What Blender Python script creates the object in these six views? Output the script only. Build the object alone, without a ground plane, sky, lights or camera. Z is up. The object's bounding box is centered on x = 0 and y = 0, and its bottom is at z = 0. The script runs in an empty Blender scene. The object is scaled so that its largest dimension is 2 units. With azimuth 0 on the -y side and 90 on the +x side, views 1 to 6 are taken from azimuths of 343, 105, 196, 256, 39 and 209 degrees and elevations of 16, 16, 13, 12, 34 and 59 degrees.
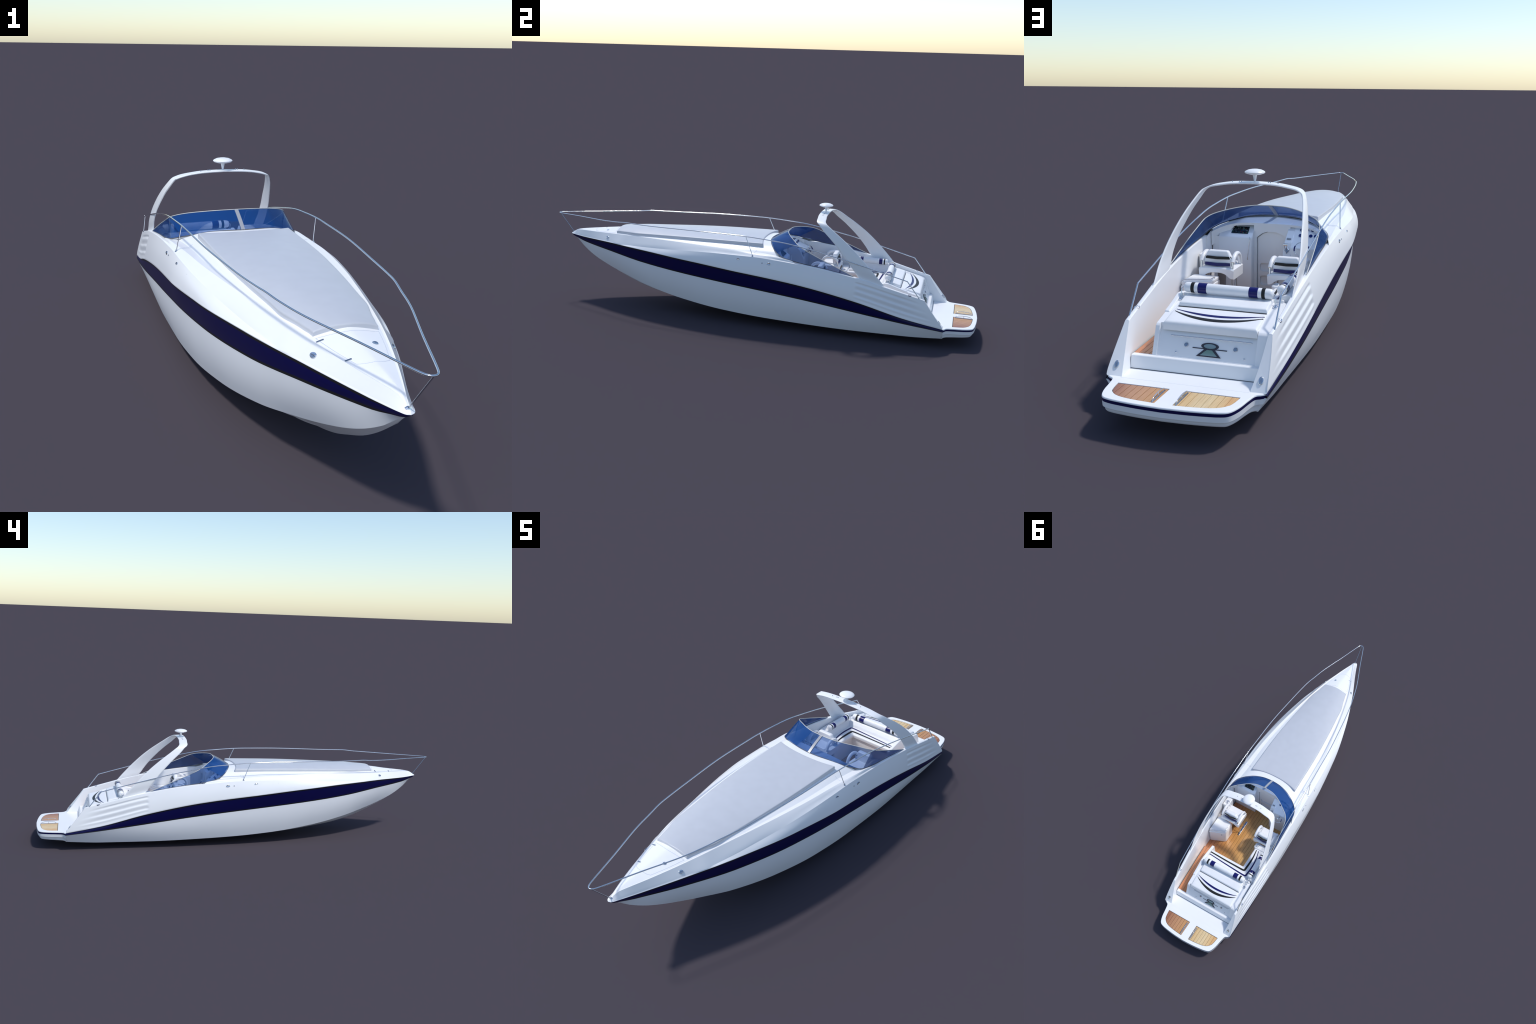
"""Sport cruiser motor boat, built part by part.  Bow at -y, stern at +y, z up."""
import bpy, bmesh, math
import numpy as np
from mathutils import Vector, Matrix

rng = np.random.default_rng(7)

# ------------------------------------------------------------------ numeric helpers
def curve(*pts):
    """Monotone cubic (PCHIP) through (key, value) control points -> callable."""
    k = np.array([p[0] for p in pts], float)
    v = np.array([p[1] for p in pts], float)
    h = np.diff(k)
    d = np.diff(v) / h
    m = np.zeros(len(k))
    m[0], m[-1] = d[0], d[-1]
    for i in range(1, len(k) - 1):
        if d[i - 1] * d[i] > 0:
            w1, w2 = 2 * h[i] + h[i - 1], h[i] + 2 * h[i - 1]
            m[i] = (w1 + w2) / (w1 / d[i - 1] + w2 / d[i])
    def f(q):
        q = np.clip(np.asarray(q, float), k[0], k[-1])
        i = np.clip(np.searchsorted(k, q) - 1, 0, len(k) - 2)
        t = (q - k[i]) / h[i]
        return ((1 + 2 * t) * (1 - t) ** 2 * v[i] + t * (1 - t) ** 2 * h[i] * m[i]
                + t * t * (3 - 2 * t) * v[i + 1] + t * t * (t - 1) * h[i] * m[i + 1])
    return f

def curve_xz(*rows):
    """rows of (y, x, z) -> (x(y), z(y))"""
    return curve(*[(r[0], r[1]) for r in rows]), curve(*[(r[0], r[2]) for r in rows])

def smooth_path(pts, n=12, cyclic=False):
    """Catmull-Rom resampling of a 3D polyline."""
    p = np.array(pts, float)
    m = len(p)
    out = []
    segs = m if cyclic else m - 1
    for i in range(segs):
        if cyclic:
            a, b, c, d = p[(i - 1) % m], p[i], p[(i + 1) % m], p[(i + 2) % m]
        else:
            a = p[i - 1] if i > 0 else 2 * p[0] - p[1]
            b, c = p[i], p[i + 1]
            d = p[i + 2] if i + 2 < m else 2 * p[-1] - p[-2]
        for t in np.linspace(0, 1, n, endpoint=False):
            out.append(0.5 * (2 * b + (c - a) * t + (2 * a - 5 * b + 4 * c - d) * t * t
                              + (3 * b - a - 3 * c + d) * t ** 3))
    if not cyclic:
        out.append(p[-1])
    return np.array(out)

def smoothstep(a, b, q):
    t = np.clip((np.asarray(q, float) - a) / (b - a), 0, 1)
    return t * t * (3 - 2 * t)

# ------------------------------------------------------------------ materials
def new_mat(name):
    m = bpy.data.materials.new(name)
    m.use_nodes = True
    nt = m.node_tree
    return m, nt, nt.nodes["Principled BSDF"]

def paint(name, col, rough=0.3, metal=0.0, coat=0.0, vary=0.0, scale=40.0, bump=0.0, spec=0.5):
    """Principled colour with a faint noise mottling and optional fine bump."""
    m, nt, b = new_mat(name)
    b.inputs["Base Color"].default_value = (*col, 1)
    b.inputs["Roughness"].default_value = rough
    b.inputs["Metallic"].default_value = metal
    b.inputs["Coat Weight"].default_value = coat
    b.inputs["Coat Roughness"].default_value = 0.05
    b.inputs["Specular IOR Level"].default_value = spec
    if vary or bump:
        tc = nt.nodes.new("ShaderNodeTexCoord")
        nz = nt.nodes.new("ShaderNodeTexNoise")
        nz.inputs["Scale"].default_value = scale
        nz.inputs["Detail"].default_value = 4
        nt.links.new(tc.outputs["Object"], nz.inputs["Vector"])
        if vary:
            cr = nt.nodes.new("ShaderNodeValToRGB")
            lo = [c * (1 - vary) for c in col]
            hi = [min(1, c * (1 + vary)) for c in col]
            cr.color_ramp.elements[0].position = 0.3
            cr.color_ramp.elements[1].position = 0.7
            cr.color_ramp.elements[0].color = (*lo, 1)
            cr.color_ramp.elements[1].color = (*hi, 1)
            nt.links.new(nz.outputs["Fac"], cr.inputs["Fac"])
            nt.links.new(cr.outputs["Color"], b.inputs["Base Color"])
        if bump:
            bp = nt.nodes.new("ShaderNodeBump")
            bp.inputs["Strength"].default_value = bump
            bp.inputs["Distance"].default_value = 0.001
            nt.links.new(nz.outputs["Fac"], bp.inputs["Height"])
            nt.links.new(bp.outputs["Normal"], b.inputs["Normal"])
    return m

GEL = paint("white_gelcoat", (0.925, 0.93, 0.94), 0.28, vary=0.008, scale=8)
HULLW = paint("hull_gelcoat", (0.89, 0.895, 0.91), 0.3, vary=0.01, scale=6)
NAVY = paint("navy_stripe_paint", (0.003, 0.003, 0.060), 0.35, spec=0.25)
BLACK = paint("black_stripe_paint", (0.014, 0.014, 0.014), 0.4, spec=0.3)
VINYL = paint("white_vinyl", (0.91, 0.915, 0.925), 0.38, vary=0.015, scale=60, bump=0.05)
VNAVY = paint("navy_vinyl", (0.006, 0.007, 0.115), 0.3, spec=0.4)
VBLACK = paint("black_vinyl", (0.016, 0.017, 0.017), 0.45, spec=0.3)
PADGREY = paint("sunpad_grey_fabric", (0.57, 0.59, 0.635), 0.36, vary=0.02, scale=25, bump=0.05)
CHROME = paint("polished_steel", (0.72, 0.74, 0.77), 0.09, metal=1.0)
STEEL = paint("brushed_steel", (0.42, 0.45, 0.50), 0.25, metal=1.0)
CAULK = paint("dark_caulk", (0.035, 0.022, 0.014), 0.7)
RUBBER = paint("grey_gasket", (0.10, 0.105, 0.11), 0.5)
TRIM = paint("light_trim", (0.62, 0.62, 0.58), 0.3)
MULL = paint("mullion_grey", (0.36, 0.37, 0.40), 0.25)
SEAM = paint("seam_shadow", (0.50, 0.54, 0.64), 0.5)
GAUGE = paint("blue_gauge_face", (0.012, 0.03, 0.17), 0.15, coat=0.5)
DARKSTRIP = paint("dark_strip_tone", (0.02, 0.02, 0.022), 0.35)
GREYPL = paint("grey_plastic", (0.25, 0.27, 0.31), 0.4)

def make_glass():
    m = bpy.data.materials.new("blue_tinted_glass")
    m.use_nodes = True
    nt = m.node_tree
    b = nt.nodes["Principled BSDF"]
    b.inputs["Base Color"].default_value = (0.012, 0.105, 0.33, 1)
    b.inputs["Roughness"].default_value = 0.03
    b.inputs["Coat Weight"].default_value = 0.3
    tr = nt.nodes.new("ShaderNodeBsdfTransparent")
    tr.inputs["Color"].default_value = (0.66, 0.75, 0.90, 1)
    mx = nt.nodes.new("ShaderNodeMixShader")
    fr = nt.nodes.new("ShaderNodeFresnel")
    fr.inputs["IOR"].default_value = 1.35
    ad = nt.nodes.new("ShaderNodeMath")
    ad.operation = 'MULTIPLY_ADD'
    ad.inputs[1].default_value = 0.6
    ad.inputs[2].default_value = 0.19
    ad.use_clamp = True
    nt.links.new(fr.outputs["Fac"], ad.inputs[0])
    nt.links.new(ad.outputs[0], mx.inputs["Fac"])
    nt.links.new(tr.outputs[0], mx.inputs[1])
    nt.links.new(b.outputs[0], mx.inputs[2])
    nt.links.new(mx.outputs[0], nt.nodes["Material Output"].inputs["Surface"])
    return m
GLASS = make_glass()

def make_teak(name, stops, rough):
    """Wood whose tone runs across the boat (x), with long grain along y."""
    m, nt, b = new_mat(name)
    b.inputs["Roughness"].default_value = rough
    b.inputs["Coat Weight"].default_value = 0.25
    b.inputs["Coat Roughness"].default_value = 0.12
    tc = nt.nodes.new("ShaderNodeTexCoord")
    sp = nt.nodes.new("ShaderNodeSeparateXYZ")
    nt.links.new(tc.outputs["Object"], sp.inputs[0])
    mr = nt.nodes.new("ShaderNodeMapRange")
    mr.inputs["From Min"].default_value = -0.18
    mr.inputs["From Max"].default_value = 0.18
    nt.links.new(sp.outputs["X"], mr.inputs["Value"])
    # wobble the tone per plank with stretched noise
    mp = nt.nodes.new("ShaderNodeMapping")
    mp.inputs["Scale"].default_value = (55, 4, 4)
    nt.links.new(tc.outputs["Object"], mp.inputs["Vector"])
    n1 = nt.nodes.new("ShaderNodeTexNoise")
    n1.inputs["Scale"].default_value = 1.0
    n1.inputs["Detail"].default_value = 3
    nt.links.new(mp.outputs[0], n1.inputs["Vector"])
    mx = nt.nodes.new("ShaderNodeMath")
    mx.operation = 'MULTIPLY_ADD'
    mx.inputs[1].default_value = 0.16
    nt.links.new(n1.outputs["Fac"], mx.inputs[0])
    nt.links.new(mr.outputs[0], mx.inputs[2])
    sb = nt.nodes.new("ShaderNodeMath")
    sb.operation = 'SUBTRACT'
    sb.inputs[1].default_value = 0.08
    nt.links.new(mx.outputs[0], sb.inputs[0])
    cr = nt.nodes.new("ShaderNodeValToRGB")
    els = cr.color_ramp.elements
    els[0].position, els[0].color = stops[0][0], (*stops[0][1], 1)
    els[1].position, els[1].color = stops[-1][0], (*stops[-1][1], 1)
    for p, c in stops[1:-1]:
        e = els.new(p)
        e.color = (*c, 1)
    nt.links.new(sb.outputs[0], cr.inputs["Fac"])
    mp2 = nt.nodes.new("ShaderNodeMapping")
    mp2.inputs["Scale"].default_value = (420, 22, 60)
    nt.links.new(tc.outputs["Object"], mp2.inputs["Vector"])
    n2 = nt.nodes.new("ShaderNodeTexNoise")
    n2.inputs["Scale"].default_value = 1.0
    n2.inputs["Detail"].default_value = 5
    nt.links.new(mp2.outputs[0], n2.inputs["Vector"])
    gr = nt.nodes.new("ShaderNodeValToRGB")
    gr.color_ramp.elements[0].position = 0.3
    gr.color_ramp.elements[0].color = (0.80, 0.76, 0.72, 1)
    gr.color_ramp.elements[1].position = 0.7
    gr.color_ramp.elements[1].color = (1.0, 1.0, 1.0, 1)
    nt.links.new(n2.outputs["Fac"], gr.inputs["Fac"])
    mm = nt.nodes.new("ShaderNodeMix")
    mm.data_type = 'RGBA'
    mm.blend_type = 'MULTIPLY'
    mm.inputs[0].default_value = 1.0
    nt.links.new(cr.outputs["Color"], mm.inputs[6])
    nt.links.new(gr.outputs["Color"], mm.inputs[7])
    nt.links.new(mm.outputs[2], b.inputs["Base Color"])
    return m

TEAK_PLAT = make_teak("teak_platform", [(0.05, (0.80, 0.42, 0.16)), (0.13, (0.84, 0.56, 0.26)),
                                        (0.28, (0.88, 0.69, 0.40)), (0.45, (0.78, 0.50, 0.21)),
                                        (0.56, (0.68, 0.36, 0.14)), (0.70, (0.60, 0.31, 0.15)),
                                        (0.92, (0.36, 0.135, 0.070))], 0.4)
TEAK_FLOOR = make_teak("teak_floor", [(0.10, (0.82, 0.47, 0.17)), (0.35, (0.84, 0.52, 0.20)),
                                      (0.55, (0.72, 0.38, 0.125)), (0.80, (0.62, 0.28, 0.085)),
                                      (0.95, (0.64, 0.25, 0.105))], 0.28)

def make_screen():
    """Dark chart plotter picture: coloured specks on black."""
    m, nt, b = new_mat("chart_screen")
    b.inputs["Roughness"].default_value = 0.15
    tc = nt.nodes.new("ShaderNodeTexCoord")
    vo = nt.nodes.new("ShaderNodeTexVoronoi")
    vo.inputs["Scale"].default_value = 260
    nt.links.new(tc.outputs["Object"], vo.inputs["Vector"])
    cr = nt.nodes.new("ShaderNodeValToRGB")
    cr.color_ramp.interpolation = 'CONSTANT'
    els = cr.color_ramp.elements
    els[0].color = (0.006, 0.009, 0.011, 1)
    els[1].position, els[1].color = 0.93, (0.20, 0.22, 0.22, 1)
    for p, c in [(0.55, (0.012, 0.03, 0.035)), (0.74, (0.02, 0.09, 0.05)), (0.82, (0.10, 0.02, 0.02)),
                 (0.86, (0.015, 0.05, 0.09))]:
        els.new(p).color = (*c, 1)
    sp = nt.nodes.new("ShaderNodeSeparateColor")
    nt.links.new(vo.outputs["Color"], sp.inputs[0])
    nt.links.new(sp.outputs[0], cr.inputs["Fac"])
    nt.links.new(cr.outputs["Color"], b.inputs["Base Color"])
    return m
SCREEN = make_screen()

def make_emblem(name, c1, c2, scale, direction):
    m, nt, b = new_mat(name)
    b.inputs["Roughness"].default_value = 0.4
    tc = nt.nodes.new("ShaderNodeTexCoord")
    wv = nt.nodes.new("ShaderNodeTexWave")
    wv.wave_type = 'BANDS' if direction else 'RINGS'
    if direction:
        wv.bands_direction = 'X'
    wv.inputs["Scale"].default_value = scale
    nt.links.new(tc.outputs["Object"], wv.inputs["Vector"])
    cr = nt.nodes.new("ShaderNodeValToRGB")
    cr.color_ramp.elements[0].color = (*c1, 1)
    cr.color_ramp.elements[1].color = (*c2, 1)
    nt.links.new(wv.outputs["Fac"], cr.inputs["Fac"])
    nt.links.new(cr.outputs["Color"], b.inputs["Base Color"])
    return m
EMB_DARK = make_emblem("emblem_dark", (0.010, 0.010, 0.022), (0.075, 0.07, 0.085), 170, 1)
EMB_GREEN = make_emblem("emblem_green", (0.17, 0.29, 0.25), (0.26, 0.35, 0.38), 30, 0)

# ------------------------------------------------------------------ object helpers
ROOT = bpy.data.objects.new("motor_boat", None)
bpy.context.scene.collection.objects.link(ROOT)
ROOT["label"] = "white sport cruiser boat with navy hull stripe and blue windshield"
ROOT["category"] = "motor boat"

def link(ob, parent=None):
    bpy.context.scene.collection.objects.link(ob)
    ob.parent = parent or ROOT
    return ob

def finish(me, angle=32):
    me.polygons.foreach_set("use_smooth", [True] * len(me.polygons))
    me.update()
    me.set_sharp_from_angle(angle=math.radians(angle))

def mesh_obj(name, verts, faces, mat, parent=None, angle=32, recalc=True, weld=0.0):
    me = bpy.data.meshes.new(name)
    me.from_pydata([tuple(map(float, v)) for v in verts], [], [tuple(map(int, f)) for f in faces])
    if recalc or weld:
        bm = bmesh.new()
        bm.from_mesh(me)
        if weld:
            bmesh.ops.remove_doubles(bm, verts=bm.verts, dist=weld)
            bmesh.ops.dissolve_degenerate(bm, edges=bm.edges, dist=weld * 0.5)
        if recalc:
            bmesh.ops.recalc_face_normals(bm, faces=bm.faces)
        bm.to_mesh(me)
        bm.free()
    me.materials.append(mat)
    finish(me, angle)
    return link(bpy.data.objects.new(name, me), parent)

def grid_faces(n, m, off=0, close_m=False, close_n=False):
    f = []
    for i in range(n if close_n else n - 1):
        for j in range(m if close_m else m - 1):
            a, b = i, (i + 1) % n
            c, d = j, (j + 1) % m
            f.append((off + a * m + c, off + a * m + d, off + b * m + d, off + b * m + c))
    return f

def grid_obj(name, P, mat, parent=None, close_m=False, cap=False, angle=32, weld=0.0, close_n=False):
    P = np.asarray(P, float)
    n, m = P.shape[:2]
    faces = grid_faces(n, m, 0, close_m, close_n)
    if cap:
        faces.append(tuple(range(m)))
        faces.append(tuple(range((n - 1) * m, n * m)))
    return mesh_obj(name, P.reshape(-1, 3), faces, mat, parent, angle, weld=weld)

def mirror_cols(P):
    """(n,m,3) half section running centre/keel -> outer; returns full width -x .. +x.
    Columns are ordered from outside-left through the middle to outside-right."""
    L = P[:, ::-1].copy()
    L[..., 0] *= -1
    return np.concatenate([L, P[:, 1:]], axis=1)

def join_parts(name, parts, mat, parent=None, angle=32):
    """parts: list of (verts, faces) -> one mesh"""
    V, F, o = [], [], 0
    for v, f in parts:
        V += [tuple(q) for q in v]
        F += [tuple(i + o for i in g) for g in f]
        o += len(v)
    return mesh_obj(name, V, F, mat, parent, angle)

def frames(p, cyclic=False):
    p = np.asarray(p, float)
    t = np.gradient(p, axis=0) if not cyclic else np.roll(p, -1, 0) - np.roll(p, 1, 0)
    t /= np.linalg.norm(t, axis=1)[:, None] + 1e-12
    ref = np.array([0, 0, 1.0]) if abs(t[0, 2]) < 0.9 else np.array([1.0, 0, 0])
    n = np.cross(t[0], ref)
    n /= np.linalg.norm(n)
    N = [n]
    for i in range(1, len(p)):
        n = N[-1] - t[i] * (N[-1] @ t[i])
        n /= np.linalg.norm(n)
        N.append(n)
    N = np.array(N)
    return t, N, np.cross(t, N)

def tube_geo(p, r, seg=10, cyclic=False):
    p = np.asarray(p, float)
    r = np.broadcast_to(np.asarray(r, float), (len(p),))
    t, N, B = frames(p, cyclic)
    a = np.linspace(0, 2 * np.pi, seg, endpoint=False)
    V = p[:, None] + r[:, None, None] * (np.cos(a)[None, :, None] * N[:, None] + np.sin(a)[None, :, None] * B[:, None])
    f = grid_faces(len(p), seg, 0, True, cyclic)
    if not cyclic:
        f.append(tuple(range(seg)))
        f.append(tuple(range((len(p) - 1) * seg, len(p) * seg)))
    return V.reshape(-1, 3), f

def tube(name, p, r, mat, parent=None, seg=10, cyclic=False):
    v, f = tube_geo(p, r, seg, cyclic)
    return mesh_obj(name, v, f, mat, parent, 50)

def basis(normal, tangent):
    n = np.array(normal, float)
    n /= np.linalg.norm(n)
    t = np.array(tangent, float)
    t -= n * (t @ n)
    t /= np.linalg.norm(t)
    return t, np.cross(n, t), n

def lathe_geo(profile, pos, normal=(0, 0, 1), tangent=(1, 0, 0), seg=24, sx=1.0, sy=1.0):
    """profile rows (radius, height along normal)."""
    t, b, n = basis(normal, tangent)
    a = np.linspace(0, 2 * np.pi, seg, endpoint=False)
    V = []
    for r, h in profile:
        for q in a:
            V.append(np.array(pos) + t * r * sx * math.cos(q) + b * r * sy * math.sin(q) + n * h)
    f = grid_faces(len(profile), seg, 0, True)
    f.append(tuple(range(seg)))
    f.append(tuple(range((len(profile) - 1) * seg, len(profile) * seg)))
    return np.array(V), f

def lathe(name, profile, pos, mat, parent=None, normal=(0, 0, 1), tangent=(1, 0, 0), seg=24, sx=1, sy=1, angle=35):
    v, f = lathe_geo(profile, pos, normal, tangent, seg, sx, sy)
    return mesh_obj(name, v, f, mat, parent, angle)

def prism(name, outline, axis_fn, mat, parent=None, bevel=0.0, seg=2, angle=32):
    """outline: 2D polygon; axis_fn(p2, k) maps (2D point, 0|1) to 3D. Edges optionally bevelled."""
    n = len(outline)
    V = [axis_fn(p, 0) for p in outline] + [axis_fn(p, 1) for p in outline]
    F = [tuple(range(n)), tuple(range(n, 2 * n))] + [(i, (i + 1) % n, n + (i + 1) % n, n + i) for i in range(n)]
    me = bpy.data.meshes.new(name)
    me.from_pydata([tuple(map(float, v)) for v in V], [], F)
    bm = bmesh.new()
    bm.from_mesh(me)
    bmesh.ops.recalc_face_normals(bm, faces=bm.faces)
    if bevel:
        bmesh.ops.bevel(bm, geom=list(bm.edges), offset=bevel, segments=seg, profile=0.5, affect='EDGES',
                        clamp_overlap=True)
    bm.to_mesh(me)
    bm.free()
    me.materials.append(mat)
    finish(me, angle)
    ob = link(bpy.data.objects.new(name, me), parent)
    if bevel:
        md = ob.modifiers.new("weighted", 'WEIGHTED_NORMAL')
        md.mode = 'FACE_AREA'
        md.weight = 80
        md.keep_sharp = True
    return ob

def slab(name, outline, z0, z1, mat, parent=None, bevel=0.0, seg=2):
    return prism(name, outline, lambda p, k: (p[0], p[1], z1 if k else z0), mat, parent, bevel, seg)

def xprism(name, yz, x0, x1, mat, parent=None, bevel=0.0, seg=2):
    return prism(name, yz, lambda p, k: (x1 if k else x0, p[0], p[1]), mat, parent, bevel, seg)

def box(name, lo, hi, mat, parent=None, bevel=0.0, seg=2):
    return slab(name, [(lo[0], lo[1]), (hi[0], lo[1]), (hi[0], hi[1]), (lo[0], hi[1])], lo[2], hi[2], mat, parent, bevel, seg)

def boolean_cut(ob, cutters):
    """Apply difference booleans and delete the cutters."""
    ob.modifiers.clear()
    for c in cutters:
        c.modifiers.clear()
        md = ob.modifiers.new("cut", 'BOOLEAN')
        md.object = c
        md.operation = 'DIFFERENCE'
        md.solver = 'EXACT'
    bpy.context.view_layer.update()
    dg = bpy.context.evaluated_depsgraph_get()
    me = bpy.data.meshes.new_from_object(ob.evaluated_get(dg))
    ob.modifiers.clear()
    ob.data = me
    finish(me, 30)
    md = ob.modifiers.new("weighted", 'WEIGHTED_NORMAL')
    md.mode = 'FACE_AREA'
    md.weight = 80
    md.keep_sharp = True
    for c in cutters:
        bpy.data.objects.remove(c, do_unlink=True)

EDGE = [(0.0, -0.25), (0.0, 0.0), (0.0, 0.45), (0.06, 0.68), (0.22, 0.86), (0.50, 0.965), (1.0, 1.0)]

def cushion(name, xl, xr, yf, ya, zb, th, mat, parent=None, rnd=0.006, nu=18, nv=18, edge=None):
    """Upholstered pad. xl,xr(t) side edges, yf,ya(s) end edges (s 0..1 across, t 0..1 along),
    zb(x,y) base height, th(x,y) thickness; soft rounded rim of radius rnd."""
    e = edge or EDGE
    def samples(k):
        a = [(q * rnd, h, 0) for q, h in e]
        b = [(None, 1.0, q) for q in np.linspace(0, 1, k)[1:-1]]
        c = [(-q * rnd, h, 1) for q, h in e[::-1]]
        return a + b + c
    S, T = samples(nu), samples(nv)
    P = np.zeros((len(T), len(S), 3))
    for i, (ti, th_h, tq) in enumerate(T):
        for j, (si, sh, sq) in enumerate(S):
            s = sq
            t = tq
            y0, y1 = yf(s), ya(s)
            y = y0 + (y1 - y0) * t + (ti if ti is not None else 0)
            tt = (y - y0) / (y1 - y0)
            x0, x1 = xl(tt), xr(tt)
            if si is None:
                x = x0 + rnd + (x1 - x0 - 2 * rnd) * s
            else:
                x = x0 + (x1 - x0) * s + si
            if ti is None:
                y = y0 + rnd + (y1 - y0 - 2 * rnd) * t
            h = min(th_h, sh)
            P[i, j] = (x, y, zb(x, y) + th(x, y) * h)
    return grid_obj(name, P, mat, parent, angle=60)

def ribbon(name, path, width, zfn, mat, parent=None, h=0.0009):
    """Thin sewn band following a surface. path rows (x,y), width array, zfn(x,y)."""
    p = np.array(path, float)
    w = np.broadcast_to(np.asarray(width, float), (len(p),))
    t = np.gradient(p, axis=0)
    t /= np.linalg.norm(t, axis=1)[:, None]
    nrm = np.stack([-t[:, 1], t[:, 0]], 1)
    cols = []
    for q, dz in [(-1, -0.002), (-1, 0.6), (-0.5, 1), (0.0, 1), (0.5, 1), (1, 0.6), (1, -0.002)]:
        c = p + nrm * (q * w / 2)[:, None]
        z = np.array([zfn(a, b) for a, b in c]) + (h * dz if dz > 0 else dz)
        cols.append(np.column_stack([c, z]))
    P = np.stack(cols, 1)
    return grid_obj(name, P, mat, parent, angle=50)

# ================================================================== HULL LINES
STEM_Y = -0.9385
keel_z = curve((STEM_Y, .2875), (-.93, .2835), (-.911, .268), (-.868, .230), (-.82, .193), (-.765, .1575), (-.70, .1240),
               (-.635, .093), (-.55, .062), (-.457, .039), (-.36, .023), (-.264, .010), (-.15, .003), (0, 0), (.3, 0),
               (.6, .003), (.87, .010))
Ax, Az = curve_xz((STEM_Y, 0, .2885), (-.935, .0065, .2885), (-.93, .0105, .2886), (-.90, .021, .2862), (-.85, .0392, .2848),
                  (-.70, .0972, .2875), (-.5, .1585, .2828), (-.25, .2068, .2688), (0, .2272, .2466), (.25, .2275, .2178),
                  (.5, .2235, .1702), (.7, .2100, .1160), (.87, .1990, .0830))
Bx, Bz = curve_xz((STEM_Y, 0, .2876), (-.93, .006, .2815), (-.90, .0155, .2725), (-.85, .0315, .2600), (-.70, .0925, .2470),
                  (-.5, .1480, .2222), (-.25, .1930, .2004), (0, .2125, .1790), (.25, .2180, .1537), (.5, .2170, .1214),
                  (.7, .2120, .0945), (.87, .2030, .0740))
Cx, Cz = curve_xz((STEM_Y, 0, .2875), (-.93, .001, .2835), (-.90, .006, .2615), (-.87, .014, .2360), (-.80, .034, .1955),
                  (-.70, .062, .1590), (-.60, .0925, .1325), (-.5, .1230, .1100), (-.3, .1630, .0762), (-.1, .1870, .0550),
                  (.1, .1955, .0425), (.3, .1960, .0355), (.5, .1905, .0312), (.7, .1845, .0315), (.87, .1815, .0400))
Ex, Ez = curve_xz((STEM_Y, 0, .2895), (-.93, .002, .2950), (-.915, .0042, .3040), (-.90, .0080, .3105), (-.88, .0155, .3130),
                  (-.8, .0430, .3185), (-.66, .0835, .3270), (-.55, .1085, .3318), (-.5, .1190, .3335), (-.4, .1385, .3355), (-.3, .1565, .3370),
                  (-.1, .1815, .3358), (.05, .1905, .3288), (.17, .2000, .3215), (.27, .2025, .3050))
Gw = curve((STEM_Y, .0005), (-.90, .002), (-.85, .004), (-.6, .006), (-.45, .008), (-.3, .015), (-.1, .019), (.05, .024), (.27, .026))
Gd = curve((STEM_Y, .0), (-.9, .0006), (-.85, .0014), (-.5, .0018), (-.3, .0022), (-.1, .0015), (.05, .0), (.27, .0))
deck_c = curve((STEM_Y, .2896), (-.93, .2952), (-.90, .3113), (-.78, .327), (-.66, .3428), (-.5, .3515), (-.3, .3570),
               (0, .3590), (.085, .3602), (.27, .3605))
_Dox, _Doz = curve_xz((-.6, .1258, .2902), (-.5, .1490, .2960), (-.4, .1665, .3005), (-.3, .1845, .3080), (-.2, .1972, .3138), (-.1, .2052, .3176),
                      (.04, .2085, .3178), (.15, .2092, .3118), (.3, .2093, .2985), (.5, .2055, .2665), (.68, .1965, .2230), (.78, .1905, .1975), (.87, .188, .172))
_Dix, _Diz = curve_xz((-.6, .1245, .2918), (-.5, .1475, .2990), (-.4, .1630, .3070), (-.3, .1780, .3155), (-.2, .1890, .3200), (-.1, .1965, .3223),
                      (.05, .2010, .3225), (.15, .2040, .3150), (.27, .2060, .3020))
def D_out(y):
    w = smoothstep(-.68, -.57, y)
    lx, lz = Ax(y) + (Ex(y) - Ax(y)) * .11 + .0006, Az(y) + (Ez(y) - Az(y)) * .11 + .0004
    return lx + (_Dox(y) - lx) * w, lz + (_Doz(y) - lz) * w
def D_in(y):
    w = smoothstep(-.68, -.57, y)
    lx, lz = Ax(y) + (Ex(y) - Ax(y)) * .15 + .0006, Az(y) + (Ez(y) - Az(y)) * .15 + .0004
    return lx + (_Dix(y) - lx) * w, lz + (_Diz(y) - lz) * w

crown_p = curve((-.94, 1.3), (-.66, 1.4), (-.5, 1.9), (-.3, 2.8), (0, 3.8))
def deck_z(x, y):
    """Height of the foredeck inside the gutter."""
    gx = max(float(Ex(y) - Gw(y)), 1e-4)
    gz = float(Ez(y) - Gd(y))
    q = min(abs(x) / gx, 1.0)
    return gz + (float(deck_c(y)) - gz) * (1 - q ** float(crown_p(y)))

STERN_Y = .862
# station list, denser at the bow
sy = np.concatenate([STEM_Y + np.array([0, .0012, .003, .006, .010, .015, .021, .028]), np.linspace(-.90, STERN_Y, 118)])

def band(name, colfn, mat, ys=sy, weld=1e-5, angle=32, parent=None, end_cap=False):
    """Symmetric strip pair: colfn(y) -> list of (x,z) on +x side."""
    V, F = [], []
    rows = np.array([[(x, y, z) for x, z in colfn(y)] for y in ys])
    n, m = rows.shape[:2]
    for s in (1, -1):
        q = rows.copy()
        q[..., 0] *= s
        F += grid_faces(n, m, len(V))
        V += [tuple(v) for v in q.reshape(-1, 3)]
    return mesh_obj(name, V, F, mat, parent, angle, weld=weld)

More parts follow.
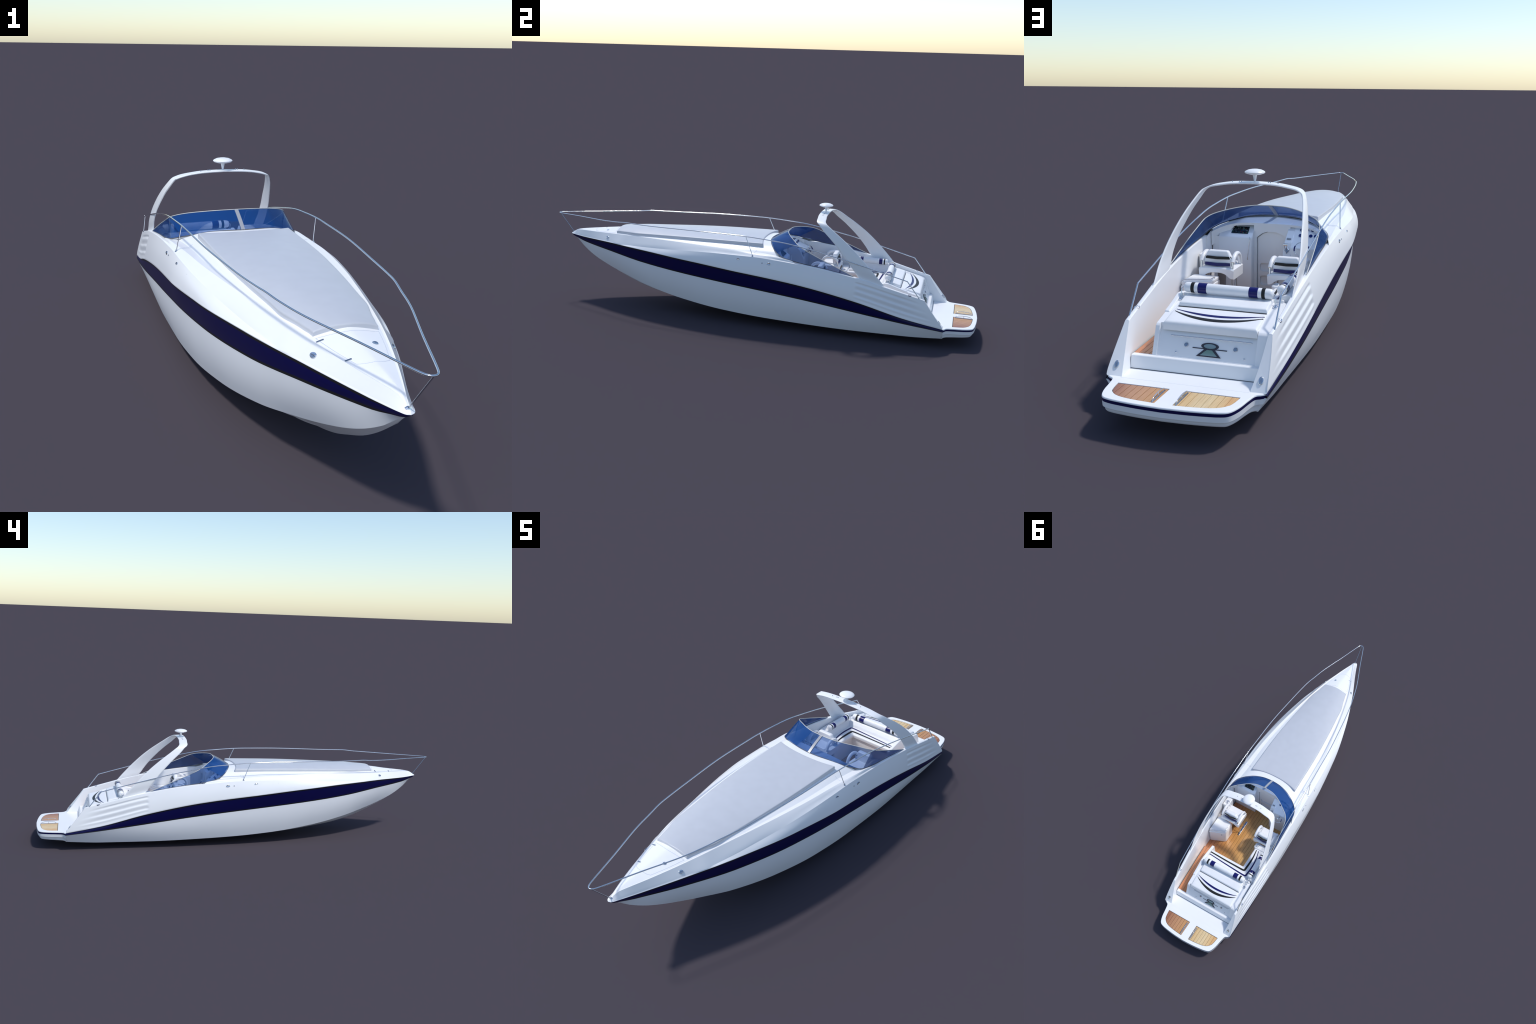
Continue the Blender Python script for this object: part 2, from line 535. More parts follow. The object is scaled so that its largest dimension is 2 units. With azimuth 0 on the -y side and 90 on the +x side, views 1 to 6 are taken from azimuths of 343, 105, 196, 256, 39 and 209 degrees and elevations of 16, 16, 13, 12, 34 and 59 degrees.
def hull_cols(y):
    """keel -> chine -> lower edge of stripe, half section"""
    k = float(keel_z(y)); cx, cz = float(Cx(y)), float(Cz(y)); bx, bz = float(Bx(y)), float(Bz(y))
    soft = float(smoothstep(-.70, -.50, y))
    ci = (cx - .012 * soft, cz + .0006 * soft)                       # inner edge of the chine flat
    out = []
    
    for t in (0, .12, .25, .37, .40, .55, .70, .73, .87, 1.0):
        x = ci[0] * t
        z = k + (ci[1] - k) * t
        if abs(t - .40) < .001 or abs(t - .73) < .001:                # spray strakes
            z -= .004 * soft
        out.append((x, max(z, 0.0)))
    out.append((cx, cz))
    for t in (.04, .15, .3, .5, .7, .85, 1.0):
        bul = (.006 * float(smoothstep(-.9, -.6, y)) * (1 - float(smoothstep(.3, .85, y)))) * math.sin(math.pi * t)
        out.append((cx + (bx - cx) * t + bul, cz + (bz - cz) * t))
    return out

# hull shell with transom
rows = np.array([[(x, y, z) for x, z in hull_cols(y)] for y in sy])
P = mirror_cols(rows)
n, m = P.shape[:2]
faces = grid_faces(n, m)
faces.append(tuple(range((n - 1) * m, n * m)))
hull = mesh_obj("hull", P.reshape(-1, 3), faces, HULLW, None, 28, weld=2e-5)

def lerp2(a, b, t):
    return (a[0] + (b[0] - a[0]) * t, a[1] + (b[1] - a[1]) * t)

def stripe_pts(y):
    A = (float(Ax(y)), float(Az(y))); B = (float(Bx(y)), float(Bz(y)))
    hgt = max(A[1] - B[1], 1e-6)
    wbar = min(.0062, hgt * .22) * float(smoothstep(-.94, -.85, y) * .8 + .2)
    wtop = wbar * (1 - .55 * float(smoothstep(.45, .8, y)))
    return A, B, wbar / hgt, wtop / hgt

def lower_line(y):
    A, B, w, wt = stripe_pts(y)
    return [B, lerp2(B, A, w)]
def navy_cols(y):
    A, B, w, wt = stripe_pts(y)
    out = []
    for t in np.linspace(w, 1 - wt, 6):
        p = lerp2(B, A, t)
        out.append((p[0] + .0008 * math.sin(math.pi * (t - w) / (1 - w - wt)), p[1]))
    return out
def upper_line(y):
    A, B, w, wt = stripe_pts(y)
    return [lerp2(B, A, 1 - wt), A]
band("hull_stripe", navy_cols, NAVY, angle=40)
band("pinstripe", lower_line, BLACK, angle=40)
band("pinstripe", upper_line, BLACK, angle=40)

# ------------------------------------------------------------------ topside with stern ribs, rail cap and cockpit wall
def rake(z):
    """y of the raked stern end at height z."""
    return .862 - (z - .084) * (.085 / .1145)

def rib(y, z, t):
    """Three lapped flutes pressed into the stern quarter (outward offset)."""
    if y < .47:
        return 0.0
    zD = float(_Doz(y)); zA = float(Az(y))
    q = (zD - z) / max(zD - zA, 1e-4)
    aft_end = rake(z) - .022
    env = float(smoothstep(.484, .500, y)) * (1 - float(smoothstep(aft_end - .10, aft_end + .01, y)))
    u = (q - .20) / .25
    if u < -.35 or u > 3.05:
        return 0.0
    if u < 0:
        d = smoothstep(-.35, 0, u)                      # groove above the first ledge
    else:
        f = u - math.floor(u)
        d = 1 - smoothstep(0, .30, f) if f < .30 else smoothstep(.30, 1.0, f)
        if u > 2.30:
            d *= 1 - smoothstep(2.3, 3.05, u)
    return -.0030 * env * float(d)

win_x = curve((.16, .1935), (.3, .1925), (.5, .1900), (.68, .1845), (.80, .1795), (.87, .178))
wfl_x = curve((.16, .186), (.5, .1835), (.70, .176), (.80, .167), (.87, .1605))

T_SIDE = np.concatenate([[.055, .09], np.linspace(.12, .94, 46), [.97, .99, 1.0]])
def topside_cols(y0, s):
    """s = 0 ahead of the stern run, otherwise fraction along it; end follows the rake."""
    out = []
    A = (float(Ax(y0)), float(Az(y0)))
    dx, dz = D_out(y0)
    D = (float(dx), float(dz))
    hgt = D[1] - A[1]
    lip = min(.0010 + .0020 * float(smoothstep(-.6, -.3, y0)), .12 * A[0])
    pts = [(A[0] - .0005, A[1] + .0002), (A[0] + lip * .8, A[1] + min(.0012, hgt * .1)), (A[0] + lip, A[1] + min(.0030, hgt * .35))]
    base = pts[-1]
    for t in T_SIDE:
        bul = .0028 * float(smoothstep(-.55, -.25, y0)) * (1 - .6 * float(smoothstep(.4, .8, y0))) * math.sin(math.pi * t)
        pts.append((base[0] + (D[0] - base[0]) * t + bul, base[1] + (D[1] - base[1]) * t))
    return pts

ystern0 = .40
V, F = [], []
ys_top = np.concatenate([sy[sy < ystern0], np.linspace(ystern0, .862, 90)])
rows = []
for y in ys_top:
    r = []
    s = max(0.0, (y - ystern0) / (.862 - ystern0))
    # evaluate with each point shifted forward so the last station lies on the raked plane
    base = topside_cols(y, s)
    for k, (x, z) in enumerate(base):
        yy = y
        if s > 0:
            # fixed point: z at final y
            t = (k) / (len(base) - 1)
            yend = .862 - .085 * t
            yy = ystern0 + s * (yend - ystern0)
            x, z = topside_cols(yy, s)[k]
        x += rib(yy, z, 0)
        r.append((x, yy, z))
    rows.append(r)
rows = np.array(rows)
n, m = rows.shape[:2]
for sgn in (1, -1):
    q = rows.copy(); q[..., 0] *= sgn
    F += grid_faces(n, m, len(V))
    V += [tuple(v) for v in q.reshape(-1, 3)]
topside = mesh_obj("topside", V, F, GEL, None, 30, weld=1e-5)

# gunwale cap, cockpit side wall and the raked wing end
def cap_row(y, s):
    dx, dz = D_out(y)
    wx = float(win_x(y)); fx = float(wfl_x(y)); zt = float(dz) - .0025 * (1 - float(smoothstep(.205, .27, y)))
    pts = [(float(dx), zt), (float(dx) - .0012, zt + .0012), (float(dx) - .0035, zt + .0018), ((float(dx) + wx) / 2, zt + .0020),
           (wx + .002, zt + .0014), (wx, zt - .0005)]
    for t in (.08, .3, .6, .85, 1.0):
        zb = .084
        pts.append((wx + (fx - wx) * t, zt - .0005 + (zb - zt) * t))
    return pts
ys_cap = np.linspace(.205, .862, 66)
rows_c = []
for y in ys_cap:
    s = max(0.0, (y - ystern0) / (.862 - ystern0))
    base = cap_row(y, s)
    r = []
    for k, (x, z) in enumerate(base):
        yy = y
        if s > 0:
            z_end = base[k][1]
            zend = cap_row(.78, 1)[k][1] if k < 6 else None
            t = 1.0 if k < 6 else 1 - (0, .08, .3, .6, .85, 1.0)[k - 5]
            yend = .862 - .085 * t
            yy = ystern0 + s * (yend - ystern0)
            x, z = cap_row(yy, s)[k]
        r.append((x, yy, z))
    rows_c.append(r)
rows_c = np.array(rows_c)
V, F = [], []
n, m = rows_c.shape[:2]
for sgn in (1, -1):
    q = rows_c.copy(); q[..., 0] *= sgn
    o = len(V)
    F += grid_faces(n, m, o)
    V += [tuple(v) for v in q.reshape(-1, 3)]
    # wing end face: outer edge (topside last row) to inner wall last row
    outer = rows[-1].copy(); outer[:, 0] *= sgn
    inner = q[-1]
    o2 = len(V)
    poly = [tuple(v) for v in outer] + [tuple(v) for v in inner[1:]]
    V += poly
    F.append(tuple(range(o2, o2 + len(poly))))
coaming = mesh_obj("coaming", V, F, GEL, None, 30, weld=1e-5)

# ------------------------------------------------------------------ foredeck
ws_y = curve((0, .077), (.05, .081), (.096, .094), (.135, .113), (.165, .135), (.180, .152), (.190, .170), (.195, .19), (.22, .26))
def deck_cols(y):
    do, di = D_out(y), D_in(y)
    e = (float(Ex(y)), float(Ez(y)))
    gx, gz = max(e[0] - float(Gw(y)), 0), e[1] - float(Gd(y))
    cols = [(float(do[0]), float(do[1])), (float(di[0]), float(di[1]) + .0003)]
    di_ = cols[-1]
    for t in (.3, .7):
        cols.append((di_[0] + (e[0] - di_[0]) * t, di_[1] + (e[1] - di_[1]) * t + .0010 * float(smoothstep(-.62, -.3, y)) * math.sin(math.pi * t)))
    cols += [e, (e[0] - (e[0] - gx) * .45, e[1] - .0004 - (e[1] - gz) * .5), (gx, gz)]
    for q in (.985, .96, .93, .89, .84, .78, .7, .6, .5, .4, .3, .2, .1, 0):
        cols.append((gx * q, gz + (float(deck_c(y)) - gz) * (1 - q ** float(crown_p(y)))))
    return cols
yd0 = -.20
ys_d = np.concatenate([sy[sy < yd0], np.linspace(yd0, .085, 30)])
rows = []
for y in ys_d:
    r = []
    base = deck_cols(y)
    s = max(0.0, (y - yd0) / (.085 - yd0))
    for k, (x, z) in enumerate(base):
        yy = y
        if s > 0:
            yy = y
            for _ in range(4):
                xe = deck_cols(yd0 + (float(ws_y(x)) + .006 - yd0))[k][0]
                yend = float(ws_y(xe)) + .006
                yy = yd0 + s * (yend - yd0)
                x, z = deck_cols(yy)[k]
        r.append((x, yy, z))
    rows.append(r)
P = np.array(rows)[:, ::-1]
foredeck = grid_obj("foredeck", mirror_cols(P), GEL, None, angle=17, weld=1e-5)

# deck hatch seams, hinges, latch
def on_deck(pts, dz=0.0, n=14):
    p = smooth_path([(a, b, 0) for a, b in pts], n)
    return np.array([(a, b, deck_z(a, b) + dz) for a, b, _ in p])
hatch = bpy.data.objects.new("anchor_hatch", None); link(hatch)
def hatch_top(w, dz):
    return None
seam = [[(.0655, -.6735), (.035, -.679), (0, -.684), (-.035, -.679), (-.0655, -.6735)],
        [(-.0655, -.6735), (-.066, -.678), (-.052, -.733), (-.034, -.789)],
        [(-.034, -.789), (-.031, -.7915), (-.018, -.797), (0, -.799), (.018, -.797), (.031, -.7915), (.034, -.789)],
        [(.0655, -.6735), (.066, -.678), (.052, -.733), (.034, -.789)]]
for sgm in seam:
    tube("hatch_seam", on_deck(sgm, -.0001), .0005, SEAM, hatch, 6)
for yh, xi, xo in ((-.6855, .056, .071), (-.771, .035, .048)):
    xs_h = np.linspace(xi, xo, 7)
    zs_h = [deck_z(min(x, float(Ex(yh) - Gw(yh))), yh) + .0004 for x in xs_h]
    hp = []
    for x, z in zip(xs_h, zs_h):
        hp.append([(-x, yh - .0022, z - .002), (-x, yh - .0022, z + .0006), (-x, yh, z + .0012), (-x, yh + .0022, z + .0006), (-x, yh + .0022, z - .002)])
    grid_obj("hinge", np.array(hp), STEEL, hatch, close_m=True, cap=True, angle=40)
lathe("latch", [(.0062, -.001), (.0062, .0008), (.005, .0016), (.0035, .0012), (.0001, .0006)], (.033, -.728, deck_z(.033, -.728)),
      CHROME, hatch, (0.1, -.15, 1), seg=20)
for a, b in (((.155, .045), (.186, .040)),):
    for s in (1, -1):
        tube("deck_seam", np.array([(s * x, y, deck_z(x, y) if x < .166 else float(Ez(y)) - .0003) for x, y in
                                    zip(np.linspace(a[0], b[0], 6), np.linspace(a[1], b[1], 6))]), .0005, SEAM, None, 6)

# ------------------------------------------------------------------ sunpad on the foredeck
pad_xh = curve((-.670, .0695), (-.664, .0702), (-.645, .0755), (-.62, .0810), (-.595, .0880), (-.57, .0955), (-.55, .0993), (-.51, .1028),
               (-.40, .1145), (-.30, .1230), (-.20, .1295), (-.10, .1330), (.0, .1342), (.07, .1352))
pf = lambda s: -.6640 - .0050 * (1 - abs(2 * s - 1))
pa = lambda s: .067 - .020 * (1 - abs(2 * s - 1) ** 2.2)
pad_w = lambda t: float(pad_xh(-.668 + t * .735))
pad_t = lambda x, y: .0100 + .0075 * float(smoothstep(-.66, -.1, y))
pad_crown = curve((-.67, .0118), (-.63, .0145), (-.52, .0158), (-.35, .0130), (-.2, .0090), (0, .0040), (.07, .0025))
pad_edge = curve((-.67, .3270), (-.5, .3335), (-.3, .3392), (-.1, .3422), (.07, .3446))
def pad_base(x, y):
    """Underside of the pad: keeps its edge up where the deck dips into the gutter."""
    q = min(abs(x) / float(pad_xh(y)), 1.05)
    return float(pad_edge(y)) + float(pad_crown(y)) * (1 - q ** 2.2)
PAD_EDGE = [(0.0, -0.5), (0.0, 0.0), (0.0, 0.68), (0.08, 0.84), (0.28, 0.95), (0.60, 0.99), (1.0, 1.0)]
cushion("foredeck_sunpad", lambda t: -pad_w(t), pad_w, pf, pa, pad_base, pad_t, PADGREY, None, rnd=.0050, nu=26, nv=60, edge=PAD_EDGE)

# ================================================================== WINDSHIELD
base_half = [(0, .077, .3605), (.05, .082, .3600), (.096, .095, .3555), (.135, .1135, .3455), (.165, .135, .3360), (.181, .153, .3290),
             (.1905, .173, .3225), (.1945, .195, .3175), (.1970, .25, .3075), (.1980, .32, .2985), (.1985, .40, .2860), (.1980, .479, .2715)]
top_half = [(0, .155, .4040), (.05, .160, .4025), (.093, .1775, .3975), (.127, .199, .3910), (.152, .2165, .3845), (.168, .230, .3785),
            (.1775, .244, .3725), (.1835, .2585, .3655), (.1890, .298, .3480), (.1935, .353, .3255), (.1965, .416, .2995), (.1985, .4805, .2732)]
bh, th_ = smooth_path(base_half, 8), smooth_path(top_half, 8)
def mirror_path(p):
    q = p[::-1].copy(); q[:, 0] *= -1
    return np.concatenate([q, p[1:]])
base_c, top_c = mirror_path(bh), mirror_path(th_)
rows = []
for k in np.linspace(0, 1, 9):
    r = base_c + (top_c - base_c) * k
    r = r.copy()
    bow = .004 * math.sin(math.pi * k)
    r[:, 1] -= bow * np.clip(1 - np.abs(r[:, 0]) / .19, 0, 1) ** .5
    rows.append(r)
Pg = np.array(rows)
# give the pane thickness
du = np.gradient(Pg, axis=1); dv = np.gradient(Pg, axis=0)
nr = np.cross(du, dv); nr /= np.linalg.norm(nr, axis=2)[..., None] + 1e-12
if nr[4, Pg.shape[1] // 2, 1] > 0:
    nr = -nr
TH = .0016
outer, inner = Pg + nr * TH / 2, Pg - nr * TH / 2
loop = np.concatenate([outer, inner[::-1]], axis=0)
screen = grid_obj("windshield", loop.transpose(1, 0, 2), GLASS, None, close_m=True, cap=True, angle=40)
tube("windshield_trim", top_c + np.array([0, 0, .0003]), .0014, TRIM, screen, 8)
tube("windshield_gasket", base_c + np.array([0, 0, .0003]), .0016, RUBBER, screen, 8)
mid = Pg[:, Pg.shape[1] // 2]
mw = .0055
mull = []
for p in mid:
    q = [(-mw, -.0016), (mw, -.0016), (mw, .0040), (-mw, .0040)]
    mull.append([(x, p[1] + .49 * d, p[2] - .87 * d) for x, d in q])
grid_obj("mullion", np.array(mull), MULL, screen, close_m=True, cap=True)

# ================================================================== RADAR ARCH
# rows: x (outer), y front, z front, y rear, z rear
arch_half = [(.1965, .5134, .2550, .6300, .2200), (.1955, .4925, .2783, .6000, .2543), (.1968, .4699, .3097, .5660, .2916), (.1935, .4408, .3462, .5256, .3341),
             (.1855, .4069, .3830, .4795, .3780), (.1757, .3711, .4184, .4304, .4172), (.1648, .3381, .4474, .3862, .4486), (.1546, .3180, .4690, .3565, .4700),
             (.1443, .3055, .4787, .3453, .4780), (.1290, .3000, .4848, .3388, .4842), (.1030, .2984, .4905, .3366, .4890), (.0640, .2949, .4955, .3325, .4941),
             (0, .2940, .4980, .3314, .4965)]
ah = smooth_path([(r[0], r[1], r[2]) for r in arch_half], 6)
ar = smooth_path([(r[0], r[3], r[4]) for r in arch_half], 6)
def mir(p):
    q = p[::-1].copy(); q[:, 0] *= -1
    return np.concatenate([p, q[1:]])
fr, re = mir(ah), mir(ar)
tang = np.gradient(fr + re, axis=0); tang /= np.linalg.norm(tang, axis=1)[:, None]
across = re - fr
nout = np.cross(tang, across); nout /= np.linalg.norm(nout, axis=1)[:, None]
if nout[len(fr) // 2, 2] < 0:
    nout = -nout
ATH = .0050
ring = []
for u, h in [(0.0, -.5), (.03, -.12), (.10, 0), (.30, .02), (.5, .03), (.7, .02), (.90, 0), (.97, -.12), (1.0, -.5), (.97, -.88), (.90, -1), (.5, -1), (.10, -1), (.03, -.88)]:
    ring.append(fr + across * u + nout * (h * ATH))
arch = grid_obj("radar_arch", np.stack(ring, 1), GEL, None, close_m=True, cap=True, angle=45)
radar = lathe("radar_dome", [(.0001, .535), (.010, .5345), (.020, .5325), (.0275, .5290), (.0302, .5262), (.0302, .5250), (.0275, .5222),
                             (.018, .5192), (.008, .5180), (.0001, .5180)], (0, .314, 0), GEL, None, seg=40)
lathe("radar_post", [(.0062, .5188), (.0058, .5150), (.0045, .5080), (.0030, .5000), (.0030, .4950)], (0, .314, 0), GEL, radar, seg=18)
for x in (-.070, -.047, -.041, .041, .047, .069):
    zt = float(np.interp(abs(x), [0, .055, .105], [.4982, .4962, .4912]))
    lathe("arch_bolt", [(.0015, -.001), (.0015, .0022), (.0009, .0032), (.0001, .0034)], (x, .314, zt), STEEL, arch, seg=10)

# ================================================================== HAND RAIL
rail_half = [(0, -.9985, .3862), (.006, -.9965, .3862), (.0135, -.987, .3864), (.0255, -.955, .3872), (.0600, -.853, .3900), (.1070, -.722, .3930),
             (.1300, -.636, .3960), (.1420, -.585, .4000), (.1510, -.535, .4000), (.1640, -.44, .4000), (.1840, -.25, .4032), (.1915, -.08, .4035),
             (.1945, .005, .4020), (.1965, .10, .3960), (.1975, .20, .3865), (.1975, .33, .3630), (.1970, .45, .3375), (.1935, .60, .3000),
             (.1912, .690, .2770), (.1908, .701, .2735), (.1905, .706, .2690), (.1895, .757, .2030)]
rh = smooth_path(rail_half, 7)
bow_rail = tube("bow_rail", mir(rh[::-1])[::1], .0021, CHROME, None, 12)
def rail_foot(name_pos, n, parent):
    return lathe("rail_foot", [(.0055, -.001), (.0052, .0008), (.0030, .0022), (.0022, .005)], name_pos, CHROME, parent, n, seg=16)
for s in (1, -1):
    tube("stanchion", [(s * .1940, .006, .4018), (s * .2020, .040, .3215)], .0015, CHROME, bow_rail, 10)
    rail_foot((s * .2020, .040, .3205), (s * .3, .1, 1), bow_rail)
tube("stanchion", [(0, -.9975, .3855), (0, -.9275, .2960)], .0014, STEEL, bow_rail, 10)
lathe("rail_foot", [(.0062, -.001), (.0060, .0012), (.0035, .0030), (.002, .0042)], (0, -.9255, .2945), CHROME, bow_rail, (0, -.50, .86), seg=20)

# ================================================================== HULL FITTINGS
def deck_fitting(name, pos, normal, tangent, rx, ry, parent=None, h=.0013):
    ob = lathe(name, [(1, -.002), (1, h * .35), (.93, h * .8), (.82, h), (.70, h * .75), (.2, h * .6), (.0001, h * .6)], pos, CHROME, parent, normal,
               tangent, seg=28, sx=rx, sy=ry)
    return ob
def cleat(pos, normal, tangent, rx, ry, parent=None):
    ob = deck_fitting("pop_up_cleat", pos, normal, tangent, rx, ry, parent)
    t, b, n = basis(normal, tangent)
    c = np.array(pos, float)
    v, f = tube_geo(smooth_path([c - t * rx * .72 + n * .001, c - t * rx * .45 + n * .0018, c + t * rx * .45 + n * .0018, c + t * rx * .72 + n * .001], 5), .0008, 8)
    mesh_obj("cleat_bar", v, f, STEEL, ob, 50)
for s in (1, -1):
    cleat((s * .0838, -.705, .3078), (s * .62, -.30, .72), (s * .35, .9, 0), .0085, .0062)
    cleat((s * .2138, -.0215, .3018), (s * .97, -.05, .24), (0, 1, -.05), .0100, .0058)
    cleat((s * .2163, .1165, .2965), (s * .97, 0, .22), (0, 1, -.08), .0098, .0056)
    for y, x, z in ((-.131, .2078, .3040), (.087, .2160, .2970), (.307, .2145, .2740), (.350, .2135, .2680)):
        lathe("hull_drain", [(.0026, -.002), (.0026, .0010), (.0016, .0018), (.0001, .0012)], (s * x, y, z), STEEL, None, (s * .97, 0, .22), seg=12)
    cleat((s * .1893, .7155, .2145), (0, .25, .97), (0, 1, -.26), .0098, .0070)
    cleat((s * .1830, .8440, .1085), (0, .80, .60), (0, -.60, .80), .0098, .0062)

# ================================================================== SWIM PLATFORM
plat_half = [(.1995, .8600), (.1900, .8680), (.1785, .8770), (.1720, .905), (.1660, .940), (.1575, .966), (.1480, .979), (.1340, .9850), (.112, .9895), (.06, .9955), (0, .9985)]
ph = smooth_path([(a, b, 0) for a, b in plat_half], 6)[:, :2]
outline = np.concatenate([ph, (ph[::-1] * [-1, 1])[1:]])
def hull_half(z):
    """Half width of the hull at the transom for height z."""
    return float(np.interp(z, [float(Cz(.862)), float(Bz(.862)), float(Az(.862))], [float(Cx(.862)), float(Bx(.862)), float(Ax(.862))]))
def ring_at(z, inset):
    c = np.array([0, .86])
    t = np.gradient(outline, axis=0); t /= np.linalg.norm(t, axis=1)[:, None]
    nn = np.stack([t[:, 1], -t[:, 0]], 1)
    q = outline - nn * inset * np.sign((nn * (outline - c)).sum(1) + 1e-9)[:, None]
    q[:, 1] = np.where(np.arange(len(q)) % (len(q) - 1) == 0, outline[:, 1], q[:, 1])
    zz = z(q) if callable(z) else np.full(len(q), z)
    for i in range(len(q)):
        lim = hull_half(zz[i]) + .0004 + max(0, q[i, 1] - .868) * 3
        q[i, 0] = math.copysign(min(abs(q[i, 0]), lim), q[i, 0])
    return np.column_stack([q, zz])
botz = lambda q: np.interp(q[:, 1], [.86, .878, .99], [.0405, .0420, .0475])
inner_edge = [(-.1610, .8610), (-.1672, .803), (.1672, .803), (.1610, .8610)]
platform = bpy.data.objects.new("swim_platform", None); link(platform)
# deck moulding with two teak wells
rings = []
for z, ins in ((.0811, 0), (.0832, .0002), (.0846, .0012), (.0852, .0030)):
    rr = ring_at(z, ins)
    rings.append(np.concatenate([rr, [(x, y, z) for x, y in inner_edge]]))
plat_top = grid_obj("platform_deck", np.array(rings), GEL, platform, close_m=True, cap=True, angle=12)
panel_aft = curve((.020, .9790), (.06, .9762), (.10, .9705), (.120, .9640), (.135, .9530), (.145, .9350), (.1505, .9000))
PF = .8985
def panel_outline(s, grow=0.0):
    xs = np.concatenate([np.linspace(.0215, .125, 12), np.linspace(.13, .1500, 8)])
    pts = [(s * (.0215 - grow), PF - grow)] + [(s * (x + (grow if x > .14 else 0)), float(panel_aft(x)) + grow) for x in xs] + [(s * (.1505 + grow), PF - grow)]
    return pts
cut = []
for s in (1, -1):
    c = slab("cutter", panel_outline(s, .0012), .0825, .09, CAULK)
    cut.append(c)
boolean_cut(plat_top, cut)
grid_obj("platform_stripe", np.stack([ring_at(.0812, .0001), ring_at(.0806, .0002), ring_at(.0800, .0002), ring_at(.0735, .0003), ring_at(.0732, .0008)], 0), NAVY, platform, angle=40)
rows = [ring_at(.0734, .0003), ring_at(.068, .0006), ring_at(.0605, .0010), ring_at(.0598, .0045), ring_at(.0590, .0052), ring_at(.052, .0065), ring_at(lambda q: botz(q) + .003, .0075), ring_at(botz, .0105)]
Pt = np.stack(rows, 0)
n, m = Pt.shape[:2]
faces = grid_faces(n, m); faces.append(tuple(range((n - 1) * m, n * m)))
mesh_obj("platform_base", Pt.reshape(-1, 3), faces, HULLW, platform, 35)
slab("platform_step", [(-.1620, .8560), (.1620, .8560), (.1620, .8660), (-.1620, .8660)], .0815, .0855, GEL, platform)
# teak planks, inlaid
def plank_poly(x0, x1, s, f0, aftfn, gap=.0005):
    xs = np.linspace(x0 + gap, x1 - gap, 4)
    a = [(s * x, f0) for x in xs]
    b = [(s * x, float(aftfn(x))) for x in xs[::-1]]
    return a + b
for s in (1, -1):
    slab("teak_bed", panel_outline(s, .0010), .0815, .0832, CAULK, platform)
    edges = np.concatenate([np.linspace(.0222, .0350, 2)[:1], np.linspace(.0345, .1500, 8)])
    for a, b in zip(edges[:-1], edges[1:]):
        pl = plank_poly(a, b, s, PF + .0012, lambda x: float(panel_aft(x)) - .0006)
        slab("teak_plank", pl, .0828, .0846, TEAK_PLAT, platform, .0003, 1)
    hy = [.9060, .9110, .925, .9425, .960, .9715, .9765]
    hz = [.0850, .0915, .0945, .0955, .0940, .0905, .0850]
    tube("grab_handle", smooth_path([(s * .0285, a, b) for a, b in zip(hy, hz)], 5), .0011, CHROME, platform, 10)
    tube("handle_post", [(s * .0285, .9420, .0846), (s * .0285, .9420, .0952)], .0009, CHROME, platform, 8)
    box("handle_plate", (s * .0285 - .0020, .9045, .0846), (s * .0285 + .0020, .9775, .0856), STEEL, platform, .0004, 1)

# ================================================================== COCKPIT
FLOOR = .100
cockpit = bpy.data.objects.new("cockpit", None); link(cockpit)
slab("floor_bed", [(-.186, .13), (.186, .13), (.186, .62), (-.186, .62)], FLOOR - .006, FLOOR - .0012, CAULK, cockpit)
nx = 21
xe = np.linspace(-.1855, .1855, nx + 1)
for a, b in zip(xe[:-1], xe[1:]):
    box("floor_plank", (a + .0005, .14, FLOOR - .003), (b - .0005, .60, FLOOR), TEAK_FLOOR, cockpit, .0003, 1)
slab("walkway_bed", [(.115, .502), (.184, .502), (.170, .788), (.115, .788)], .094, .1160, CAULK, cockpit)
xe = np.linspace(.1150, .1830, 5)
for a, b in zip(xe[:-1], xe[1:]):
    sl = lambda x, k: x - .0145 * k * (x - .115) / .068
    pl = [(a + .0004, .501), (b - .0004, .501), (sl(b, 1) - .0004, .7930), (sl(a, 1) + .0004, .7930)]
    slab("walkway_plank", pl, .113, .1172, TEAK_FLOOR, cockpit, .0003, 1)
# threshold across the stern
xprism("transom_step", [(.780, .086), (.8035, .0845), (.8035, .0870), (.7960, .1165), (.7935, .1182), (.780, .1180)], -.168, .168, GEL, cockpit, .0008, 2)
box("step_seam", (-.1665, .8032, .0845), (.1665, .8046, .0866), RUBBER, cockpit)

# ---- aft unit: engine cover with sunpad
unit = bpy.data.objects.new("engine_cover", None); link(unit)
cov_top = curve((.595, .2270), (.640, .2190), (.70, .2050), (.757, .1905))
yzp = [(.598, .100), (.598, .2255), (.612, .2255)] + [(y, float(cov_top(y))) for y in (.64, .67, .70, .73, .752)] + [(.7575, .1870), (.7850, .1170), (.7850, .100)]
body = xprism("cover_body", yzp, -.1785, .1180, GEL, unit, .0022, 2)
# recess for the cushion front and the transom panel
c1 = xprism("cutter", [(.7480, .1800), (.7480, .21), (.79, .21), (.79, .1190), (.7811, .1190)], -.1485, .1065, GEL)
boolean_cut(body, [c1])
